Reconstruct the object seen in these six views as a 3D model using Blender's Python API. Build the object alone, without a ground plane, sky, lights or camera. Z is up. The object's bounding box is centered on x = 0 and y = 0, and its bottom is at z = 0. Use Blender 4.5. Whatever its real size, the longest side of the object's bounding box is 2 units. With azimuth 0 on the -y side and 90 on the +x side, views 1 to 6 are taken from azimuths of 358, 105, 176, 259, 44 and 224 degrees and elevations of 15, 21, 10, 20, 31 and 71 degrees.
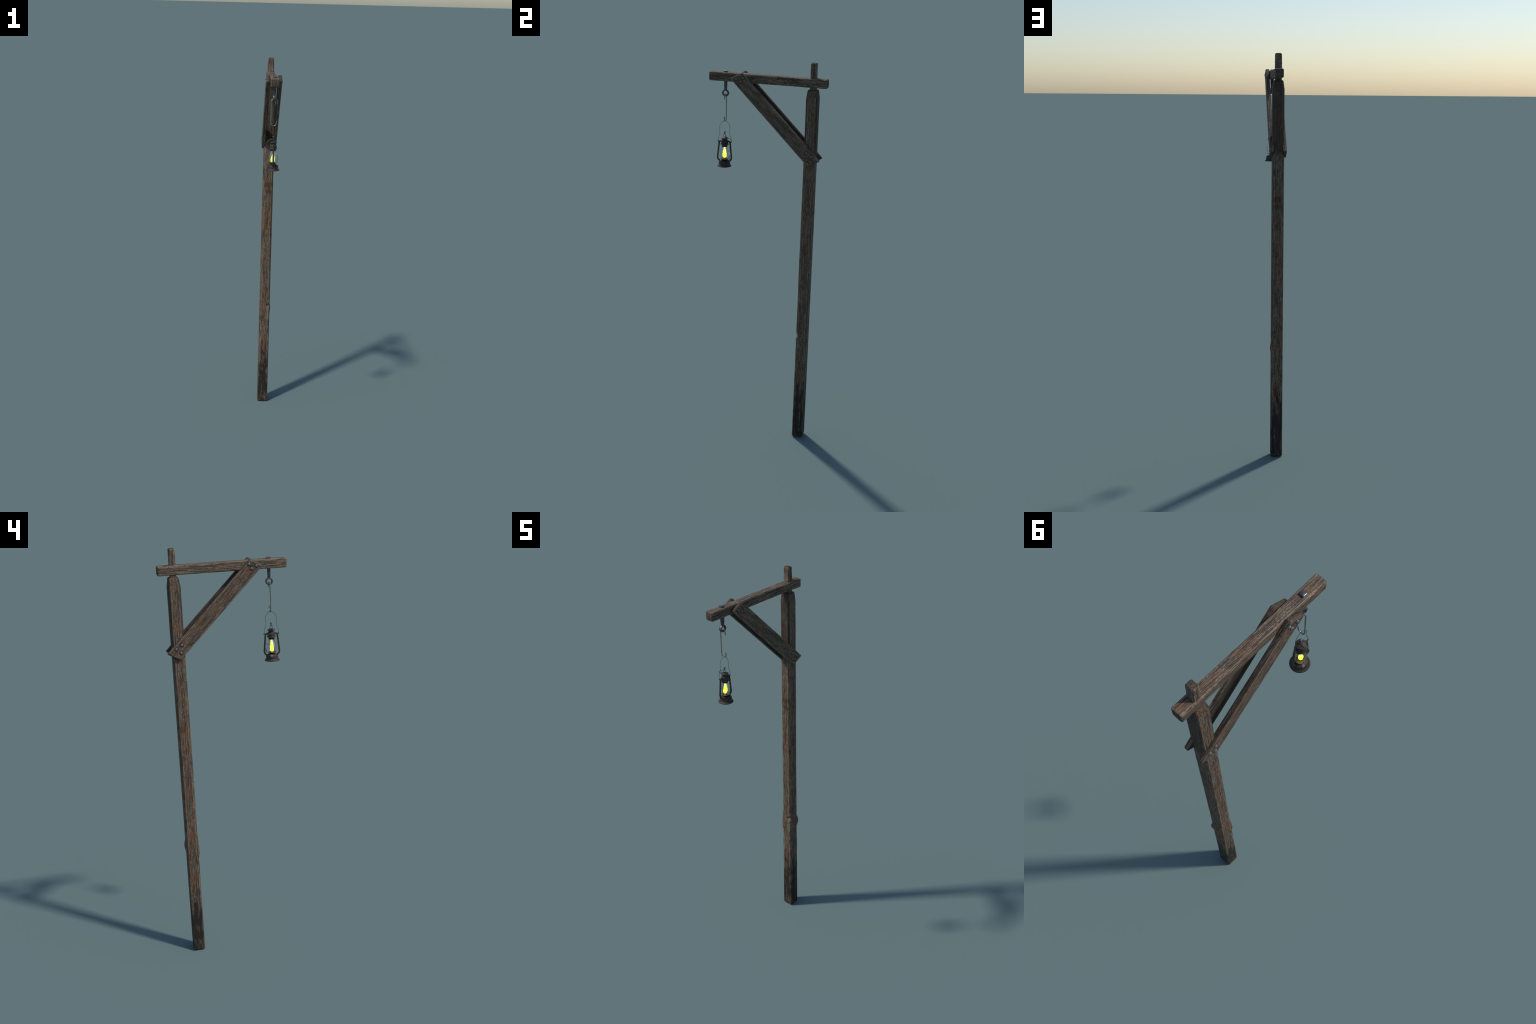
"""A wooden lamp post: square post with a tenon, a crossbeam held by two diagonal
braces, an iron eyebolt, a double-ended wire hook and a rusty oil lantern."""
import bpy, bmesh, math, random
from mathutils import Vector, Matrix, noise

random.seed(7)
for o in list(bpy.data.objects):
    bpy.data.objects.remove(o, do_unlink=True)
COL = bpy.context.scene.collection


# ------------------------------------------------------------------ helpers
def smoothstep(a, b, x):
    t = max(0.0, min(1.0, (x - a) / (b - a)))
    return t * t * (3 - 2 * t)


def bump01(x, c, w):
    """soft bell of half width w round c"""
    return 1 - smoothstep(0, w, abs(x - c))


def n3(x, y, z):
    return noise.noise(Vector((x, y, z)))


def finish(name, bm, mat, parent=None, loc=(0, 0, 0), angle=40, matrix=None):
    bmesh.ops.recalc_face_normals(bm, faces=bm.faces[:])
    lim = math.radians(angle)
    for f in bm.faces:
        f.smooth = True
    for e in bm.edges:
        if len(e.link_faces) == 2 and e.calc_face_angle(0) > lim:
            e.smooth = False
    me = bpy.data.meshes.new(name)
    bm.to_mesh(me)
    bm.free()
    if mat:
        me.materials.append(mat)
    ob = bpy.data.objects.new(name, me)
    COL.objects.link(ob)
    if parent:
        ob.parent = parent
    if matrix is not None:
        ob.matrix_basis = matrix
    else:
        ob.location = loc
    return ob


def empty(name, loc):
    e = bpy.data.objects.new(name, None)
    e.empty_display_size = 0.05
    e.location = loc
    COL.objects.link(e)
    return e


def rings_to_mesh(bm, rings, closed=True, cap=True):
    """skin a list of vertex rings (lists of Vectors)"""
    vr = [[bm.verts.new(p) for p in r] for r in rings]
    n = len(vr[0])
    for a, b in zip(vr, vr[1:]):
        for i in range(n if closed else n - 1):
            j = (i + 1) % n
            bm.faces.new((a[i], a[j], b[j], b[i]))
    if cap:
        bm.faces.new(vr[0][::-1])
        bm.faces.new(vr[-1])
    return vr


def lathe(bm, profile, seg=48, centre=(0, 0), matrix=None):
    """revolve (r, z) points round the z axis; r = 0 ends are closed to a point"""
    rows = []
    for r, z in profile:
        if r < 1e-6:
            rows.append([bm.verts.new((centre[0], centre[1], z))])
        else:
            rows.append([bm.verts.new((centre[0] + r * math.cos(2 * math.pi * i / seg),
                                       centre[1] + r * math.sin(2 * math.pi * i / seg), z))
                         for i in range(seg)])
    if matrix is not None:
        for row in rows:
            for v in row:
                v.co = matrix @ v.co
    for a, b in zip(rows, rows[1:]):
        for i in range(seg):
            j = (i + 1) % seg
            if len(a) == 1 and len(b) == 1:
                break
            if len(a) == 1:
                bm.faces.new((a[0], b[j], b[i]))
            elif len(b) == 1:
                bm.faces.new((a[i], a[j], b[0]))
            else:
                bm.faces.new((a[i], a[j], b[j], b[i]))


def catmull(pts, sub=8):
    pts = [Vector(p) for p in pts]
    out = []
    for i in range(len(pts) - 1):
        p0 = pts[i - 1] if i else pts[0] * 2 - pts[1]
        p1, p2 = pts[i], pts[i + 1]
        p3 = pts[i + 2] if i + 2 < len(pts) else p2 * 2 - p1
        for k in range(sub):
            t = k / sub
            out.append(0.5 * (2 * p1 + (p2 - p0) * t + (2 * p0 - 5 * p1 + 4 * p2 - p3) * t * t
                              + (3 * p1 - p0 - 3 * p2 + p3) * t ** 3))
    out.append(pts[-1])
    return out


def wire(bm, pts, radius, sub=8, seg=10, ring=False, flat=1.0, smooth=True):
    """round bar along a smooth path; flat stretches it along its side axis"""
    path = catmull(pts, sub) if smooth else [Vector(p) for p in pts]
    if ring:
        path = path[:-1]
    n = len(path)
    tang = []
    for i in range(n):
        a = path[(i - 1) % n] if ring or i else path[0]
        b = path[(i + 1) % n] if ring or i < n - 1 else path[-1]
        tang.append((b - a).normalized())
    side = tang[0].orthogonal().normalized()
    if abs(tang[0].x) < 0.9:
        side = (Vector((1, 0, 0)) - tang[0] * tang[0].x).normalized()
    rings = []
    for p, t in zip(path, tang):
        side = (side - t * side.dot(t)).normalized()
        up = t.cross(side)
        rings.append([p + side * math.cos(2 * math.pi * k / seg) * radius * flat
                      + up * math.sin(2 * math.pi * k / seg) * radius for k in range(seg)])
    if ring:
        rings.append([v.copy() for v in rings[0]])
    rings_to_mesh(bm, rings, cap=not ring)
    if ring:
        bmesh.ops.remove_doubles(bm, verts=bm.verts[:], dist=1e-6)


# ------------------------------------------------------------------ node helper
class Nodes:
    def __init__(self, name):
        self.mat = bpy.data.materials.new(name)
        self.mat.use_nodes = True
        self.t = self.mat.node_tree
        self.t.nodes.clear()
        self.out = self.t.nodes.new("ShaderNodeOutputMaterial")

    def add(self, kind, ins=None, **props):
        nd = self.t.nodes.new(kind)
        for k, v in props.items():
            setattr(nd, k, v)
        for k, v in (ins or {}).items():
            self.put(nd.inputs[k], v)
        return nd

    def put(self, sock, v):
        if isinstance(v, bpy.types.NodeSocket):
            self.t.links.new(v, sock)
        else:
            sock.default_value = v

    def m(self, op, a, b=0.0, c=0.0, clamp=False):
        nd = self.add("ShaderNodeMath", {0: a, 1: b, 2: c}, operation=op, use_clamp=clamp)
        return nd.outputs[0]

    def sstep(self, lo, hi, x):
        nd = self.add("ShaderNodeMapRange", {"Value": x, "From Min": lo, "From Max": hi},
                      interpolation_type="SMOOTHSTEP")
        return nd.outputs[0]

    def mix(self, fac, a, b, blend="MIX"):
        nd = self.add("ShaderNodeMix", data_type="RGBA", blend_type=blend)
        self.put(nd.inputs["Factor"], fac)
        self.put(nd.inputs["A"], a if not isinstance(a, tuple) else (*a, 1))
        self.put(nd.inputs["B"], b if not isinstance(b, tuple) else (*b, 1))
        return nd.outputs["Result"]

    def noise(self, vec, scale, stretch=(1, 1, 1), detail=3.0, rough=0.55, offset=(0, 0, 0), distort=0.0):
        mp = self.add("ShaderNodeMapping", {"Vector": vec, "Scale": stretch, "Location": offset})
        nd = self.add("ShaderNodeTexNoise", {"Vector": mp.outputs[0], "Scale": scale, "Detail": detail,
                                             "Roughness": rough, "Distortion": distort})
        return nd.outputs["Fac"]

    def ramp(self, fac, stops):
        nd = self.add("ShaderNodeValToRGB", {"Fac": fac})
        el = nd.color_ramp.elements
        while len(el) < len(stops):
            el.new(0.5)
        for e, (p, c) in zip(el, stops):
            e.position = p
            e.color = (*c, 1)
        return nd.outputs["Color"]

    def blob(self, pos, centre, radii, rag=None, amount=0.6):
        """soft ellipsoid mask round a point, its edge broken up by a noise value"""
        d = self.add("ShaderNodeVectorMath", {0: pos, 1: centre}, operation="SUBTRACT").outputs[0]
        d = self.add("ShaderNodeVectorMath", {0: d, 1: tuple(1 / r for r in radii)}, operation="MULTIPLY").outputs[0]
        ln = self.add("ShaderNodeVectorMath", {0: d}, operation="LENGTH").outputs["Value"]
        if rag is not None:
            ln = self.m("ADD", ln, self.m("MULTIPLY", self.m("SUBTRACT", rag, 0.5), amount * 2))
        return self.sstep(1.15, 0.55, ln)

    def surface(self, **ins):
        b = self.add("ShaderNodeBsdfPrincipled")
        for k, v in ins.items():
            self.put(b.inputs[k.replace("_", " ")], v if not (isinstance(v, tuple) and len(v) == 3) else (*v, 1))
        self.t.links.new(b.outputs[0], self.out.inputs["Surface"])
        return self.mat


# ------------------------------------------------------------------ materials
def wood(name, half, offset=(0, 0, 0), warm=0.5, spots=(), post=False, length=0.05, pale=0.55, arris=0.004, rivet_shade=(), inner=0):
    """weathered timber, grain along the object's z; half = half widths (x, y) of the section,
    length = how drawn out the grain is (small = long fibres), pale = amount of pale fibres"""
    N = Nodes(name)
    tc = N.add("ShaderNodeTexCoord")
    P = tc.outputs["Object"]
    X, Y, Z = N.add("ShaderNodeSeparateXYZ", {0: P}).outputs
    nz = N.add("ShaderNodeSeparateXYZ", {0: tc.outputs["Normal"]}).outputs[2]
    is_end = N.sstep(0.6, 0.8, N.m("ABSOLUTE", nz))
    fine = N.noise(P, 620, (1, 1, length), 3, 0.6, offset, 0.2)
    # sawn ends: rings run across the section instead
    fine = N.add("ShaderNodeMix", {0: is_end, 2: fine, 3: N.noise(P, 420, (1, 0.12, 0.4), 3, 0.6, offset)}).outputs[0]
    streak = N.noise(P, 235, (1, 1, length), 3, 0.6, offset, 0.5)
    streak = N.add("ShaderNodeMix", {0: is_end, 2: streak, 3: N.noise(P, 160, (1, 0.12, 0.4), 2, 0.6, offset)}).outputs[0]
    speck = N.noise(P, 330, (1, 1, 0.4), 2, 0.6, offset)
    broad = N.noise(P, 42, (1, 1, 0.25), 3, 0.55, offset)
    patch = N.noise(P, 24, (1, 1, 0.6), 3, 0.6, (offset[0] + 3.1, offset[1], offset[2]))
    v = N.m("ADD", N.m("MULTIPLY", fine, 0.42), N.m("MULTIPLY", streak, 0.34))
    v = N.m("ADD", v, N.m("MULTIPLY", speck, 0.20))
    v = N.m("ADD", N.m("ADD", v, 0.025), N.m("MULTIPLY", broad, 0.11))
    col = N.ramp(v, [(0.455, (0.026, 0.0178, 0.0135)), (0.52, (0.060, 0.041, 0.029)),
                     (0.58, (0.108, 0.077, 0.054)), (0.64, (0.205, 0.160, 0.120))])
    # warm brown and cold grey areas
    warmth = N.m("MULTIPLY", N.sstep(0.44, 0.60, patch), warm)
    col = N.mix(warmth, col, N.ramp(v, [(0.455, (0.036, 0.018, 0.009)), (0.55, (0.118, 0.064, 0.033)),
                                        (0.64, (0.205, 0.130, 0.076))]))
    grey = N.m("MULTIPLY", N.sstep(0.48, 0.36, patch), 0.32)
    col = N.mix(grey, col, N.ramp(v, [(0.455, (0.020, 0.0165, 0.0140)), (0.56, (0.082, 0.068, 0.056)),
                                      (0.64, (0.210, 0.185, 0.160))]))
    # pale raised fibres and thin dark drying cracks
    fib = N.noise(P, 330, (1, 1, length * 0.8), 2, 0.5, (offset[0], offset[1] + 4.4, offset[2]))
    fib = N.m("MULTIPLY", N.sstep(0.53, 0.63, fib), N.sstep(0.36, 0.56, speck))
    col = N.mix(N.m("MULTIPLY", fib, pale), col, (0.31, 0.250, 0.195))
    crk = N.noise(P, 120, (1, 1, length * 0.6), 2, 0.5, (offset[0] + 9.7, offset[1], offset[2]), 0.4)
    crk = N.sstep(0.022, 0.004, N.m("ABSOLUTE", N.m("SUBTRACT", crk, 0.47)))
    crk = N.m("MULTIPLY", crk, N.sstep(0.45, 0.55, broad))
    crk = N.m("MULTIPLY", crk, N.m("SUBTRACT", 1.0, is_end))
    col = N.mix(N.m("MULTIPLY", crk, 0.62), col, (0.010, 0.008, 0.007))
    # worn, paler arrises
    ex = N.m("DIVIDE", N.m("ABSOLUTE", X), half[0])
    ey = N.m("DIVIDE", N.m("ABSOLUTE", Y), half[1])
    corner = N.m("MINIMUM", ex, ey)
    cut = N.m("ADD", 0.0035, N.m("MULTIPLY", N.sstep(0.0, 0.95, Z), 0.0046)) if post else arris
    d = N.m("SUBTRACT", N.m("ADD", ex, ey), N.m("SUBTRACT", 2.0, N.m("DIVIDE", cut, sum(half) / 2)))
    edge = N.m("MULTIPLY", N.sstep(-0.12, -0.05, d), N.sstep(0.06, 0.0, d))
    edge = N.m("MULTIPLY", edge, N.sstep(0.90, 0.97, N.m("MAXIMUM", ex, ey)))
    edge = N.m("MULTIPLY", edge, N.sstep(0.40, 0.58, N.noise(P, 100, (1, 1, 0.2), 3, 0.6, offset)))
    edge = N.m("MULTIPLY", edge, N.m("SUBTRACT", 1.0, is_end))
    col = N.mix(N.m("MULTIPLY", edge, 0.65), col, (0.26, 0.205, 0.155))
    col = N.mix(N.m("MULTIPLY", is_end, 0.55), col, (0.03, 0.021, 0.016))
    rag = N.noise(P, 130, (1, 1, 0.5), 3, 0.65, offset)
    if post:
        # rubbed pale by the knot, two dark brown stains
        s = N.blob(P, (0.016, -0.029, 0.570), (0.012, 0.008, 0.075), rag, 1.5)
        col = N.mix(N.m("MULTIPLY", s, 0.36), col, (0.26, 0.235, 0.205))
        for zc, hz in ((1.306, 0.019), (1.268, 0.017)):
            s = N.blob(P, (0.002, 0.0, zc), (0.026, 0.07, hz), rag, 0.45)
            col = N.mix(N.m("MULTIPLY", s, 0.62), col, (0.050, 0.023, 0.011))
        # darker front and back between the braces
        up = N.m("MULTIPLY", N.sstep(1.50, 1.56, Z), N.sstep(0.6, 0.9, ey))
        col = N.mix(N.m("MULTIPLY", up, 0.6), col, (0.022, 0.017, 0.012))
        # charred, tarred foot, breaking up into patches higher on the post
        ragz = N.noise(P, 70, (1, 1, 0.20), 4, 0.65, (5.3, 1.2, 0.4))
        q = N.m("MULTIPLY", N.sstep(0.47, 0.14, Z), 0.42)
        q = N.m("ADD", q, N.m("MULTIPLY", N.m("SUBTRACT", ragz, 0.5), 2.0))
        q = N.m("ADD", q, N.m("MULTIPLY", N.m("SUBTRACT", streak, 0.5), 0.7))
        q = N.m("SUBTRACT", q, N.m("MULTIPLY", N.sstep(0.80, 0.95, corner), 0.22))
        q = N.m("SUBTRACT", q, N.m("MULTIPLY", N.sstep(0.022, 0.0, Z), 0.12))
        char = N.m("MULTIPLY", N.sstep(0.16, 0.40, q), N.sstep(0.50, 0.40, Z))
        col = N.mix(N.m("MULTIPLY", N.sstep(0.40, 0.10, Z), 0.35), col, (0.035, 0.024, 0.018))
        col = N.mix(N.m("MULTIPLY", char, 0.90), col, (0.0130, 0.0120, 0.0112))
        # chopped, scored shoulder
        score = N.m("SINE", N.m("ADD", N.m("MULTIPLY", Z, 1700.0), N.m("MULTIPLY", rag, 6.0)))
        sc = N.m("MULTIPLY", N.sstep(0.1, 0.9, score), N.m("MULTIPLY", N.sstep(1.834, 1.846, Z), 0.5))
        col = N.mix(sc, col, (0.03, 0.022, 0.017))
    # shadow between the braces baked into their inner faces; one top edge darkened too
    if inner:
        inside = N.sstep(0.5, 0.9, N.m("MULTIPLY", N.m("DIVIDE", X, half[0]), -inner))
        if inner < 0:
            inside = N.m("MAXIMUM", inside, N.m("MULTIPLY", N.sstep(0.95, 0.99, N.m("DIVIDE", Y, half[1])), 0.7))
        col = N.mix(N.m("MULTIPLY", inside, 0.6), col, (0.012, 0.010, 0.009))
    # ambient-occlusion rings painted dark round the rivet heads
    for c in rivet_shade:
        s = N.blob(P, c, (0.012, 0.0115, 0.0115))
        col = N.mix(N.m("MULTIPLY", s, 0.75), col, (0.012, 0.010, 0.009))
    # remains of red paint
    for c, r, a in spots:
        s = N.blob(P, c, r, rag, 1.6)
        col = N.mix(N.m("MULTIPLY", s, a * (0.75 if post else 1.0)), col, (0.235, 0.024, 0.020))
    col = N.mix(1.0, col, (1.0, 0.965, 0.925), "MULTIPLY")
    h = N.m("ADD", N.m("MULTIPLY", fine, 0.7), N.m("MULTIPLY", streak, 0.5))
    h = N.m("ADD", h, N.m("MULTIPLY", N.noise(P, 380, (1, 1, 0.8), 2, 0.6, offset), 0.5))
    h = N.m("SUBTRACT", h, N.m("MULTIPLY", crk, 0.3))
    bp = N.add("ShaderNodeBump", {"Strength": 0.6, "Distance": 0.0022, "Height": h})
    rough = N.m("ADD", 0.62, N.m("MULTIPLY", streak, 0.25))
    return N.surface(Base_Color=col, Roughness=rough, Normal=bp.outputs[0], Specular_IOR_Level=0.3)


def metal(name, dark, light, scale=60, metallic=0.6, rough=(0.4, 0.65), rust=None, rust_amount=0.5):
    N = Nodes(name)
    P = N.add("ShaderNodeTexCoord").outputs["Object"]
    a = N.noise(P, scale, (1, 1, 1), 4, 0.6)
    b = N.noise(P, scale * 3.5, (1, 1, 1), 3, 0.6, (4, 2, 1))
    col = N.mix(N.sstep(0.35, 0.68, a), dark, light)
    if rust:
        col = N.mix(N.m("MULTIPLY", N.sstep(0.5, 0.66, b), rust_amount), col, rust)
    r = N.m("ADD", rough[0], N.m("MULTIPLY", a, rough[1] - rough[0]))
    bp = N.add("ShaderNodeBump", {"Strength": 0.25, "Distance": 0.0008, "Height": b})
    return N.surface(Base_Color=col, Metallic=metallic, Roughness=r, Normal=bp.outputs[0])


IRON = metal("wrought_iron", (0.085, 0.083, 0.082), (0.16, 0.153, 0.15), 90, 0.75, (0.32, 0.48),
             rust=(0.16, 0.085, 0.05), rust_amount=0.5)
PLATE = metal("polished_iron", (0.12, 0.12, 0.13), (0.19, 0.19, 0.20), 90, 0.85, (0.25, 0.38))
SHANK = metal("blackened_iron", (0.055, 0.055, 0.056), (0.11, 0.105, 0.10), 90, 0.6, (0.38, 0.55),
              rust=(0.10, 0.055, 0.035), rust_amount=0.6)
HOOK_STEEL = metal("bright_wire", (0.19, 0.19, 0.19), (0.32, 0.315, 0.31), 90, 0.75, (0.28, 0.42),
                   rust=(0.18, 0.11, 0.075), rust_amount=0.7)
RIVET = metal("rivet_iron", (0.105, 0.105, 0.10), (0.165, 0.163, 0.155), 200, 0.2, (0.38, 0.52))
TIN = metal("rusty_tin", (0.0195, 0.0136, 0.0105), (0.0370, 0.0258, 0.0202), 45, 0.05, (0.55, 0.75),
            rust=(0.044, 0.022, 0.015), rust_amount=0.45)
BLACK_TIN = metal("blued_tin", (0.016, 0.020, 0.023), (0.035, 0.040, 0.044), 120, 0.4, (0.4, 0.6))
WIRE_METAL = metal("dark_wire", (0.030, 0.030, 0.030), (0.06, 0.058, 0.055), 120, 0.4, (0.45, 0.6))
STEEL = metal("worn_steel", (0.08, 0.077, 0.076), (0.19, 0.185, 0.185), 260, 0.55, (0.4, 0.55))
KNOB = metal("knob_steel", (0.06, 0.055, 0.055), (0.13, 0.122, 0.12), 200, 0.4, (0.45, 0.6))
BRASS = metal("tarnished_brass", (0.035, 0.028, 0.014), (0.08, 0.062, 0.03), 150, 0.7, (0.4, 0.55))


def glass_material():
    """thin clear glass: see-through, mirror-like towards grazing angles, slightly bluish"""
    N = Nodes("lamp_glass")
    clear = N.add("ShaderNodeBsdfTransparent", {0: (0.95, 0.965, 0.98, 1)})
    shine = N.add("ShaderNodeBsdfGlossy", {"Color": (0.88, 0.93, 1.0, 1), "Roughness": 0.12})
    facing = N.add("ShaderNodeLayerWeight", {"Blend": 0.5}).outputs["Facing"]
    f = N.m("ADD", 0.12, N.m("MULTIPLY", N.m("POWER", facing, 4.0), 0.40))
    mix = N.add("ShaderNodeMixShader", {0: f})
    N.t.links.new(clear.outputs[0], mix.inputs[1])
    N.t.links.new(shine.outputs[0], mix.inputs[2])
    N.t.links.new(mix.outputs[0], N.out.inputs["Surface"])
    return N.mat


def flame_material():
    N = Nodes("flame_glow")
    P = N.add("ShaderNodeTexCoord").outputs["Object"]
    z = N.add("ShaderNodeSeparateXYZ", {0: P}).outputs[2]
    f = N.m("ADD", N.sstep(0.045, 0.085, z), N.m("MULTIPLY", N.m("SUBTRACT", N.noise(P, 110), 0.5), 0.9), clamp=True)
    col = N.mix(f, (1.0, 0.84, 0.009), (1.0, 0.88, 0.040))
    return N.surface(Base_Color=(0.0, 0.0, 0.0), Roughness=1.0, Emission_Color=col, Emission_Strength=5.5)


GLASS = glass_material()
FLAME = flame_material()


# ------------------------------------------------------------------ timber
def section(hx, hy, r, side=14, arc=5, flat=0.0):
    """rounded rectangle as (x, y, cornerness) going round counter-clockwise;
    flat = 1 turns the rounded corners into plain chamfers"""
    pts = []
    cs = [(hx - r, hy - r, 0), (-hx + r, hy - r, 90), (-hx + r, -hy + r, 180), (hx - r, -hy + r, 270)]
    for k, (cx, cy, a0) in enumerate(cs):
        ends = [Vector((cx + r * math.cos(math.radians(q)), cy + r * math.sin(math.radians(q)))) for q in (a0, a0 + 90)]
        for i in range(arc):
            a = math.radians(a0 + 90 * i / (arc - 1))
            p = Vector((cx + r * math.cos(a), cy + r * math.sin(a)))
            p = p.lerp(ends[0].lerp(ends[1], i / (arc - 1)), flat)
            pts.append((p.x, p.y, math.sin(math.pi * (i + 0.5) / arc)))
        nx, ny, na = cs[(k + 1) % 4]
        a = math.radians(a0 + 90)
        p0 = (cx + r * math.cos(a), cy + r * math.sin(a))
        p1 = (nx + r * math.cos(a), ny + r * math.sin(a))
        for i in range(1, side):
            t = i / side
            pts.append((p0[0] + (p1[0] - p0[0]) * t, p0[1] + (p1[1] - p0[1]) * t, 0))
    return pts


def timber(name, mat, parent, z0, z1, half, r=0.004, step=0.004, chamfer=0.004, skew=0.0,
           seed=0.0, chips=0.0022, grain=0.0006, extra=None, loc=(0, 0, 0), matrix=None, side=14, flat=0.5, squeeze=1.0):
    """bar along local z; half(z) -> (hx, hy); skew slants both ends along y"""
    bm = bmesh.new()
    L = z1 - z0
    n = max(4, int(L / step))
    zs = [z0 + L * i / n for i in range(n + 1)]
    levels = [(z0, chamfer), (z0 + chamfer * 0.3, chamfer * 0.35), (z0 + chamfer, 0)]
    levels += [(z, 0) for z in zs if z0 + chamfer * 1.3 < z < z1 - chamfer * 1.3]
    levels += [(z1 - chamfer, 0), (z1 - chamfer * 0.3, chamfer * 0.35), (z1, chamfer)]
    rings = []
    for z, inset in levels:
        hx, hy = half(z)
        hx, hy = hx - inset, hy - inset * squeeze
        rz = r(z) if callable(r) else r
        ring = []
        for x, y, c in section(hx, hy, min(rz, hx * 0.6, hy * 0.6), side, 5, flat):
            ln = math.hypot(x, y)
            # grain ridges, a slow hand-hewn wobble, and chipped arrises
            g = n3(x * 260 + seed, y * 260, z * 9 + seed) * 0.6 + n3(x * 520, y * 520 + seed, z * 16) * 0.4
            w = n3(x * 30 + seed, y * 30 + 7, z * 7 + seed)
            k = 1 + (g * grain + w * 0.0003) / ln
            if c:
                ch = max(0.0, n3(seed + (x > 0) * 5, (y > 0) * 9, z * 24) + 0.15) + 0.5 * max(0.0, n3(seed, y * 40, z * 90))
                k -= c * chips * ch / ln
            px, py, pz = x * k, y * k, z - skew * y
            if extra:
                px, py = extra(px, py, pz, c)
            ring.append(Vector((px, py, pz)))
        rings.append(ring)
    rings_to_mesh(bm, rings)
    return finish(name, bm, mat, parent, loc, 60, matrix)


POST_Y = 0.2217
lamp_post = empty("wooden_lamp_post", (0, POST_Y, 0))
lamp_post["label"] = "tall weathered wooden post with braced crossbeam and iron eyebolt"
lamp_post["category"] = "lamp post"


def post_half(z):
    """straight post, chopped to a blunt taper below the tenon"""
    u = max(0.0, (z - 1.832) / 0.042)
    return 0.0287 - 0.0060 * u, 0.0278 + 0.0011 * smoothstep(0, 1, z) - 0.0062 * u


def post_arris(z):
    """the planed-off arrises widen from the foot upwards and stop short of the shoulder"""
    return 0.0035 + 0.0046 * smoothstep(0.0, 0.95, z) - 0.0045 * smoothstep(1.835, 1.87, z)


def post_knots(x, y, z, c):
    # swollen knot on the +x +y arris, milder one opposite, axe notch on +x -y
    a = bump01(z, 0.566, 0.042) * smoothstep(-0.012, 0.024, x) * smoothstep(-0.022, 0.020, y)
    x += 0.0060 * a * smoothstep(0.0, 0.026, x)
    y += 0.0058 * a * smoothstep(0.0, 0.024, y)
    b = smoothstep(0.655, 0.548, z) * smoothstep(0.508, 0.540, z)
    b *= smoothstep(0.020, -0.022, x) * smoothstep(0.016, -0.020, y)
    x -= 0.0036 * b * smoothstep(0.0, -0.026, x)
    y -= 0.0040 * b * smoothstep(0.0, -0.024, y)
    d = bump01(z, 0.599, 0.015) * smoothstep(0.002, 0.021, x) * smoothstep(-0.010, -0.022, y)
    x -= 0.0026 * d
    y += 0.0085 * d
    e = bump01(z, 0.572, 0.018) * smoothstep(0.014, 0.027, x) * smoothstep(-0.012, -0.026, y)
    y -= 0.0022 * e
    # slanting splits running out of the knots across the +x and -x faces
    for s, off in ((1, 0.0), (1, 0.012), (-1, -0.010), (-1, 0.004)):
        if x * s > 0.024:
            zc = 0.575 + off - y * 0.95 + n3(y * 120, 3, off * 90) * 0.004
            x -= s * 0.0020 * bump01(z, zc, 0.0045) * (1 - smoothstep(0.012, 0.022, abs(y)))
    # shallow saw marks on the chopped shoulder
    return x, y


red = [((sx * 0.029, dy, z), (0.004, w, h), a)
       for sx in (1, -1)
       for z, dy, w, h, a in ((1.487, 0.000, 0.006, 0.012, 0.55), (1.400, 0.002, 0.007, 0.022, 0.25),
                              (1.244, 0.000, 0.005, 0.013, 0.35), (1.067, 0.002, 0.005, 0.022, 0.42),
                              (0.963, 0.000, 0.004, 0.010, 0.40), (0.634, 0.004, 0.006, 0.020, 0.45))]
red += [((0.001, sy * 0.027, 0.345), (0.007, 0.006, 0.030), 0.62) for sy in (1, -1)]
red += [((0.000, 0.027, 1.690), (0.006, 0.006, 0.030), 0.65), ((0.029, 0.004, 1.600), (0.004, 0.006, 0.02), 0.5)]

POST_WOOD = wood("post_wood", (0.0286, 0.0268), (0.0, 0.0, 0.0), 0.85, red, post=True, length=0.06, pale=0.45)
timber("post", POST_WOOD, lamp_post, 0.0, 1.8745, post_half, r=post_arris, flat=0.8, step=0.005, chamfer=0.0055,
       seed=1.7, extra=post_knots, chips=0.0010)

TENON_WOOD = wood("tenon_wood", (0.0160, 0.0145), (2.0, 1.0, 0.3), 0.4, pale=0.9)
timber("tenon", TENON_WOOD, lamp_post, 1.865, 2.0, lambda z: (0.0160 + 0.0006 * math.sin(z * 30), 0.0143),
       r=0.0042, step=0.004, chamfer=0.0058, seed=5.1, chips=0.0016, side=10)

# crossbeam: local z runs towards the lantern (-y)
BEAM_Z, BEAM_HALF = 1.9055, 0.2925
to_front = Matrix(((1, 0, 0), (0, 0, -1), (0, 1, 0))).to_4x4()
BEAM_WOOD = wood("beam_wood", (0.0208, 0.0212), (7.0, 2.0, 5.0), 0.5, length=0.042, pale=0.9)
timber("crossbeam", BEAM_WOOD, lamp_post, -BEAM_HALF, BEAM_HALF,
       lambda z: (0.0196 + 0.0015 * (abs(z) / BEAM_HALF) ** 2, 0.0213), r=0.0036, chamfer=0.0062, seed=9.3,
       matrix=Matrix.Translation((0, -POST_Y, BEAM_Z)) @ to_front)

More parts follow.
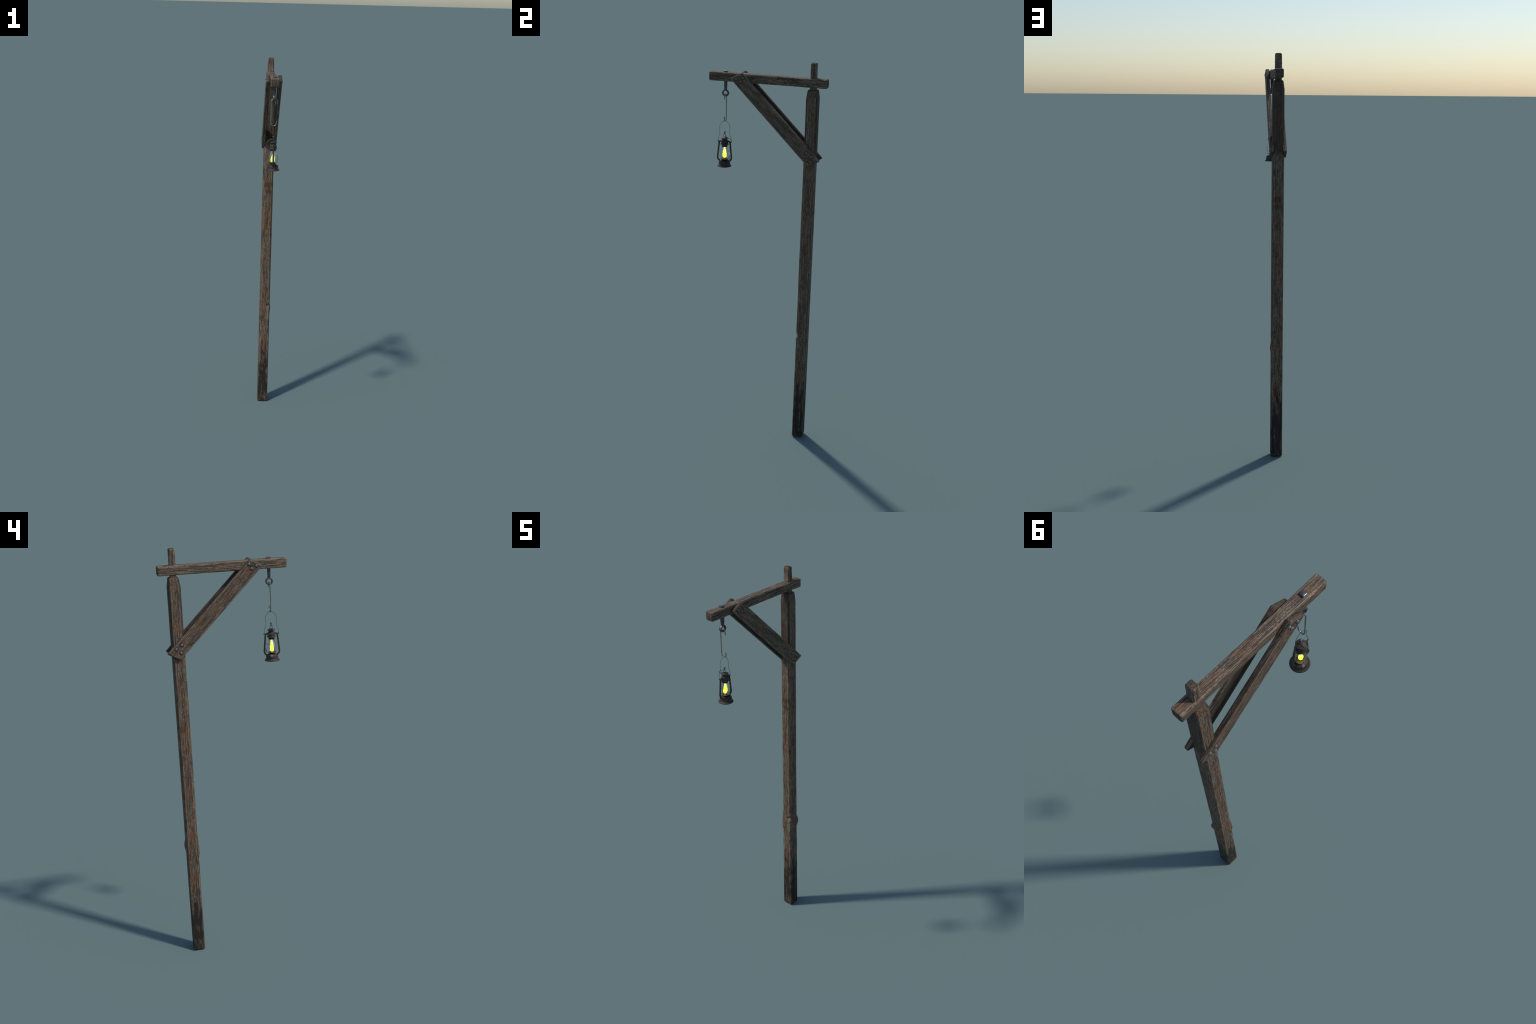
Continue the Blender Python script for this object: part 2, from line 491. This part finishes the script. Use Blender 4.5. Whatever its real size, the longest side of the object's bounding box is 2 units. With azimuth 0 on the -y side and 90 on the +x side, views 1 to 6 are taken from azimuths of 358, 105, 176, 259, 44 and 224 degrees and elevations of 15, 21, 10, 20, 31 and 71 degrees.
# braces at 45 degrees: local z up and forward, local y up and back
S = math.sqrt(0.5)
brace_rot = Matrix(((1, 0, 0), (0, S, -S), (0, S, S))).to_4x4()
P_MID = 1.2505
D0, D1 = 0.9012, 1.4637
D_MID = (D0 + D1) / 2
brace_yz = Vector((0, S * P_MID - S * D_MID, S * P_MID + S * D_MID))
BRACE_L, BRACE_HW, BRACE_HT, BRACE_X = D1 - D0, 0.0314, 0.0098, 0.0304


def brace_groove(side):
    def f(x, y, z, c):
        """long groove near the lower edge of the outer face"""
        if x * side > BRACE_HT * 0.6:
            yc = -BRACE_HW + 0.0105 + 0.0016 * math.sin(z * 17) + n3(z * 14, side * 3, 2) * 0.002
            x -= side * 0.0026 * bump01(y, yc, 0.0032) * smoothstep(-0.28, -0.22, z)
            yc2 = 0.006 + 0.010 * n3(z * 6, 11, side)
            x -= side * 0.0009 * bump01(y, yc2, 0.003) * max(0.0, n3(z * 9, 4, side) + 0.3)
        return x, y
    return f


RIVETS = ((-0.1485, 1.9036), (-0.1160, 1.9121), (-0.1259, 1.8925), (0.2078, 1.5748), (0.2338, 1.5578), (0.2121, 1.5402))
for side, seed in ((1, 3.3), (-1, 13.9)):
    M = Matrix.Translation(brace_yz + Vector((side * BRACE_X, -POST_Y, 0))) @ brace_rot
    inv = M.inverted()
    spots = []
    if side < 0:
        for (y, z), r in (((-0.110, 1.8846), (0.006, 0.008, 0.010)), ((0.1916, 1.5839), (0.006, 0.004, 0.007)),
                          ((0.2310, 1.5420), (0.006, 0.005, 0.007)), ((0.2085, 1.567), (0.006, 0.003, 0.005))):
            p = inv @ Vector((-0.0402, y - POST_Y, z))
            spots.append((tuple(p), r, 0.85))
    rivet_shade = [tuple(inv @ Vector((side * 0.0402, y - POST_Y, z))) for y, z in RIVETS]
    mat = wood("brace_wood", (BRACE_HT, BRACE_HW), (seed, 1.0, 2.0), 0.5, spots, length=0.045, pale=0.5, arris=0.002, rivet_shade=rivet_shade, inner=side)
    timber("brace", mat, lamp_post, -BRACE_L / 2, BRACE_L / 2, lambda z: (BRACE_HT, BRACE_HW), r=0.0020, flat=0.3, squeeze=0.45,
           chamfer=0.0058, skew=0.28, seed=seed, extra=brace_groove(side), matrix=M, side=22, chips=0.0020)

# rivets: one domed head mesh, three at each end of each brace
bm = bmesh.new()
lathe(bm, [(0.0065, -0.002), (0.0065, 0.0004), (0.0061, 0.0018), (0.0048, 0.0034), (0.0026, 0.0043), (0, 0.0045)], 20)
rivet_mesh = None
for side in (1, -1):
    for y, z in RIVETS:
        rot = Matrix.Rotation(side * math.pi / 2, 4, "Y")
        M = Matrix.Translation((side * 0.0392, y - POST_Y, z)) @ rot
        if rivet_mesh is None:
            ob = finish("rivet", bm, RIVET, lamp_post, matrix=M)
            rivet_mesh = ob
        else:
            ob = rivet_mesh.copy()
            COL.objects.link(ob)
            ob.matrix_basis = M

# ------------------------------------------------------------------ eyebolt
BOLT_Y = -0.2125
eyebolt = empty("eyebolt", (0, BOLT_Y - POST_Y, 0))
eyebolt.parent = lamp_post


def square_bar(bm, levels, r=0.0015):
    rings = []
    for z, hx, hy in levels:
        rings.append([Vector((x, y, z)) for x, y, c in section(hx, hy, min(hx, hy) * r, 3, 5)])
    rings_to_mesh(bm, rings)


bm = bmesh.new()
square_bar(bm, [(1.9240, 0.0076, 0.0076), (1.9286, 0.0078, 0.0078), (1.9293, 0.0091, 0.0091), (1.9318, 0.0096, 0.0096),
                (1.9335, 0.0090, 0.0090), (1.9341, 0.0078, 0.0078)], 0.35)
finish("bolt_head", bm, PLATE, eyebolt, angle=35)
bm = bmesh.new()
square_bar(bm, [(1.896, 0.0090, 0.0068), (1.865, 0.0086, 0.0066), (1.848, 0.0072, 0.0060), (1.838, 0.0070, 0.0056)], 0.55)
finish("bolt_shank", bm, SHANK, eyebolt, angle=25)
bm = bmesh.new()
RING_Z = 1.8257
prof = []
for i in range(21):
    a = 2 * math.pi * i / 20
    prof.append((0.0136 + 0.0040 * math.copysign(abs(math.cos(a)) ** 0.65, math.cos(a)),
                 0.0074 * math.copysign(abs(math.sin(a)) ** 0.65, math.sin(a))))
lathe(bm, prof, 40, matrix=Matrix.Translation((0, 0, RING_Z)) @ Matrix.Rotation(math.pi / 2, 4, "Y"))
bmesh.ops.remove_doubles(bm, verts=bm.verts[:], dist=1e-6)
finish("bolt_eye", bm, IRON, eyebolt, angle=35)

# ------------------------------------------------------------------ hook
bm = bmesh.new()
wire(bm, [(0.0146, 0, 1.7965), (0.0146, 0, 1.804), (0.0142, 0, 1.8120), (0.0118, 0, 1.8180), (0.0070, 0, 1.8198), (0, 0, 1.8198),
          (-0.0070, 0, 1.8198), (-0.0118, 0, 1.8182), (-0.0142, 0, 1.8125), (-0.0147, 0, 1.800), (-0.0149, 0, 1.76),
          (-0.0146, 0, 1.72), (-0.0142, 0, 1.704), (-0.0128, 0, 1.6955), (-0.0080, 0, 1.6886), (-0.0005, 0, 1.6864),
          (0.0075, 0, 1.6890), (0.0118, 0, 1.6950), (0.0133, 0, 1.703), (0.0136, 0, 1.7115)], 0.0024, 6, 12)
for v in bm.verts:
    v.co.z -= 1.6864
hook = finish("hanging_hook", bm, HOOK_STEEL, None, (0.0004, BOLT_Y - 0.0002, 1.6864))
hook["label"] = "thin dark iron wire hook bent at both ends"
hook["category"] = "hook"

# ------------------------------------------------------------------ lantern
BASE_Z = 1.4585
AX = (0.0008, -0.2144)
lantern = empty("oil_lantern", (*AX, BASE_Z))
lantern["label"] = "small rusty hurricane oil lantern with glowing yellow flame"
lantern["category"] = "lantern"
rel = lambda prof: [(r, z - BASE_Z) for r, z in prof]


def turned(name, prof, mat, seg=48, angle=40, parent=lantern):
    bm = bmesh.new()
    lathe(bm, rel(prof), seg)
    return finish(name, bm, mat, parent, angle=angle)


turned("fuel_tank", [(0, 1.4608), (0.0300, 1.4608), (0.0336, 1.4597), (0.0352, 1.4602), (0.0354, 1.4618), (0.0344, 1.4636),
                     (0.0318, 1.4656), (0.0294, 1.4682), (0.0284, 1.4712), (0.0283, 1.4810), (0.0276, 1.4838),
                     (0.0256, 1.4862), (0.0215, 1.4888), (0.0165, 1.4908), (0.0125, 1.4922), (0.0100, 1.4930), (0, 1.4932)], TIN)
turned("burner", [(0.0118, 1.4925), (0.0122, 1.4945), (0.0108, 1.4962), (0.0190, 1.4968), (0.0196, 1.4976),
                  (0.0196, 1.4992), (0.0186, 1.4988), (0.0120, 1.4982), (0.0100, 1.5000), (0.0080, 1.5028), (0.0045, 1.5036), (0, 1.5036)], BRASS, 40)
shell = [(0.0182, 1.4990), (0.0190, 1.5030), (0.0207, 1.5105), (0.0214, 1.5180), (0.0208, 1.5260), (0.0190, 1.5350),
         (0.0171, 1.5440), (0.0157, 1.5530), (0.0148, 1.5610)]
bm = bmesh.new()
outer = [(p.x, p.z) for p in catmull([(r, 0, z) for r, z in rel(shell)], 4)]
inner = [(r - 0.0009, z) for r, z in outer[::-1]]
lathe(bm, outer + inner + [outer[0]], 64)
bmesh.ops.remove_doubles(bm, verts=bm.verts[:], dist=1e-6)
finish("glass_globe", bm, GLASS, lantern, angle=60)
turned("globe_collar", [(0.0100, 1.5596), (0.0138, 1.5590), (0.0142, 1.5600), (0.0140, 1.5720), (0.0100, 1.5720)], BLACK_TIN)
turned("chimney", [(0.0130, 1.5690), (0.0210, 1.5704), (0.0211, 1.5714), (0.0190, 1.5736), (0.0178, 1.5762), (0.0176, 1.5800),
                   (0.0181, 1.5808), (0.0177, 1.5820), (0.0177, 1.5862), (0.0170, 1.5890), (0.0156, 1.5910), (0.0146, 1.5918), (0.0146, 1.5940), (0.0128, 1.5950)], TIN)
turned("vent", [(0.0120, 1.5930), (0.0136, 1.5948), (0.0130, 1.5975), (0.0124, 1.6000), (0.0124, 1.6014)], BLACK_TIN)
turned("cap", [(0, 1.6010), (0.0120, 1.6010), (0.0176, 1.6018), (0.0184, 1.6030), (0.0180, 1.6042), (0.0150, 1.6058), (0.0110, 1.6072),
               (0.0100, 1.6080), (0.0060, 1.6088), (0, 1.6090)], TIN)
turned("knob", [(0, 1.6200), (0.0015, 1.6202), (0.0014, 1.6270), (0.0024, 1.6292), (0.0050, 1.6316), (0.0056, 1.6334), (0.0049, 1.6350),
                (0.0028, 1.6362), (0, 1.6365)], KNOB, 20)
bm = bmesh.new()
lathe(bm, rel([(0, 1.5038), (0.0056, 1.5039), (0.0082, 1.5062), (0.0096, 1.5100), (0.0101, 1.5138), (0.0096, 1.5178), (0.0086, 1.5240),
               (0.0081, 1.5300), (0.0073, 1.5380), (0.0058, 1.5440), (0.0042, 1.5490), (0.0022, 1.5540), (0, 1.5590)]), 24)
for v in bm.verts:      # the flame is flatter front to back towards its tip, and sits a little off centre
    v.co.y *= 0.87 - 0.10 * smoothstep(0.060, 0.075, v.co.z)
    v.co.x = v.co.x * (0.86 - 0.56 * smoothstep(0.050, 0.085, v.co.z)) - 0.0028 + 0.0020 * smoothstep(0.06, 0.09, v.co.z)
finish("flame", bm, FLAME, lantern)

# finial loop on the cap
bm = bmesh.new()
zr = lambda z: z - BASE_Z
d = Vector((0.276, 0.961, 0))
loop = [d * -0.0056 + Vector((0, 0, zr(1.6070))), d * -0.0058 + Vector((0, 0, zr(1.616))), d * -0.0046 + Vector((0, 0, zr(1.6225))),
        d * -0.0018 + Vector((0, 0, zr(1.6258))), d * 0.0018 + Vector((0, 0, zr(1.6258))), d * 0.0046 + Vector((0, 0, zr(1.6225))),
        d * 0.0058 + Vector((0, 0, zr(1.616))), d * 0.0056 + Vector((0, 0, zr(1.6070)))]
wire(bm, loop, 0.0008, 6, 8)
finish("finial_loop", bm, WIRE_METAL, lantern)

# lift lever: curls out of the knob stem and round the chimney
bm = bmesh.new()
lever = [(0.0022, 0.0010, 1.6235), (-0.0010, -0.0008, 1.6210), (-0.0080, -0.0016, 1.6188), (-0.0180, -0.0020, 1.6160), (-0.0270, -0.0036, 1.6095),
          (-0.0330, -0.0036, 1.6015), (-0.0346, 0.0006, 1.5950), (-0.0352, 0.0115, 1.5922), (-0.0346, 0.0190, 1.5890),
         (-0.0335, 0.0226, 1.5842), (-0.0325, 0.0224, 1.5805)]
wire(bm, [(x, y, zr(z)) for x, y, z in lever], 0.0015, 6, 8)
finish("lift_lever", bm, STEEL, lantern)

# side tubes carrying the chimney
for s in (1, -1):
    bm = bmesh.new()
    tube = [(0, s * 0.0150, 1.5850), (0, s * 0.0200, 1.5858), (0, s * 0.0245, 1.5852), (0, s * 0.0275, 1.5815), (0, s * 0.0285, 1.5750),
            (0, s * 0.0305, 1.5560), (0, s * 0.0330, 1.5300), (0, s * 0.0352, 1.5080), (0, s * 0.0352, 1.5010), (0, s * 0.0330, 1.4945),
            (0, s * 0.0285, 1.4895), (0, s * 0.0240, 1.4865)]
    wire(bm, [(x, y, zr(z)) for x, y, z in tube], 0.0041, 6, 14, flat=1.08)
    finish("side_tube", bm, TIN, lantern)
    bm = bmesh.new()
    lathe(bm, [(0, -0.0055), (0.0022, -0.005), (0.0024, 0), (0.0016, 0.0022), (0.0022, 0.0034), (0.0015, 0.005), (0, 0.0054)], 14,
          matrix=Matrix.Translation((0, s * 0.0305, zr(1.5830))) @ Matrix.Rotation(s * -math.pi / 2.6, 4, "X"))
    finish("ear", bm, TIN, lantern)
    # hanging ring at the foot of the bail
    bm = bmesh.new()
    c = Vector((0, s * 0.0338, zr(1.5850)))
    wire(bm, [c + Vector((0.0008 * math.sin(2 * a), 0.0024 * math.cos(a), 0.0030 * math.sin(a))) for a in [i * math.pi / 6 for i in range(13)]],
         0.0007, 2, 8, ring=True)
    finish("bail_ring", bm, WIRE_METAL, lantern)

# bail: stepped sides, ogee top resting in the hook
half_bail = [(0.0338, 1.5860), (0.0332, 1.5980), (0.0326, 1.6080), (0.0300, 1.6135), (0.0264, 1.6200), (0.0259, 1.6260), (0.0258, 1.6440),
             (0.0256, 1.6590), (0.0240, 1.6665), (0.0198, 1.6746), (0.0120, 1.6826), (0.0050, 1.6880)]
pts = [(0, y, zr(z)) for y, z in half_bail] + [(0, 0, zr(1.6897))] + [(0, -y, zr(z)) for y, z in half_bail[::-1]]
pts = [(x - AX[0] * 0.5, y + 0.0016 * smoothstep(0.212, 0.231, z), z) for x, y, z in pts]
bm = bmesh.new()
wire(bm, pts, 0.00078, 5, 8)
finish("bail", bm, WIRE_METAL, lantern)

# globe guard: wires from the tubes crossing in front of and behind the glass, down to the gallery
bm = bmesh.new()
for sx in (1, -1):
    for sy in (1, -1):
        g = [(sx * 0.0020, sy * 0.0300, 1.5400), (sx * 0.0120, sy * 0.0225, 1.5385), (sx * 0.0205, sy * 0.0130, 1.5350), (sx * 0.0248, sy * 0.0030, 1.5270),
             (sx * 0.0245, -sy * 0.0040, 1.5185), (sx * 0.0205, -sy * 0.0125, 1.5070), (sx * 0.0135, -sy * 0.0150, 1.4985)]
        wire(bm, [(x, y, zr(z)) for x, y, z in g], 0.00055, 5, 6)
finish("globe_guard", bm, WIRE_METAL, lantern)

# filler cap on the tank, burner crank beside the +y tube
bm = bmesh.new()
tilt = Matrix.Translation((-0.0228, 0.0084, zr(1.4864))) @ Matrix.Rotation(-0.78, 4, "Y") @ Matrix.Rotation(-0.12, 4, "X")
lathe(bm, [(0, -0.004), (0.0056, -0.004), (0.0061, -0.0005), (0.0057, 0.0012), (0.0034, 0.0018), (0, 0.0019)], 20, matrix=tilt)
finish("filler_cap", bm, STEEL, lantern)
bm = bmesh.new()
cx, cy = 0.006, 0.0262
corners = [(cx, cy + 0.008, zr(1.5160)), (cx, cy, zr(1.5160)), (cx, cy, zr(1.4985)), (cx, cy + 0.008, zr(1.4985))]
for a, b in zip(corners, corners[1:]):
    wire(bm, [a, b], 0.0014, seg=8, smooth=False)
wire(bm, [(cx, cy, zr(1.5075)), (cx * 0.5, cy - 0.012, zr(1.4990))], 0.0007, seg=8, smooth=False)
finish("wick_crank", bm, BLACK_TIN, lantern)
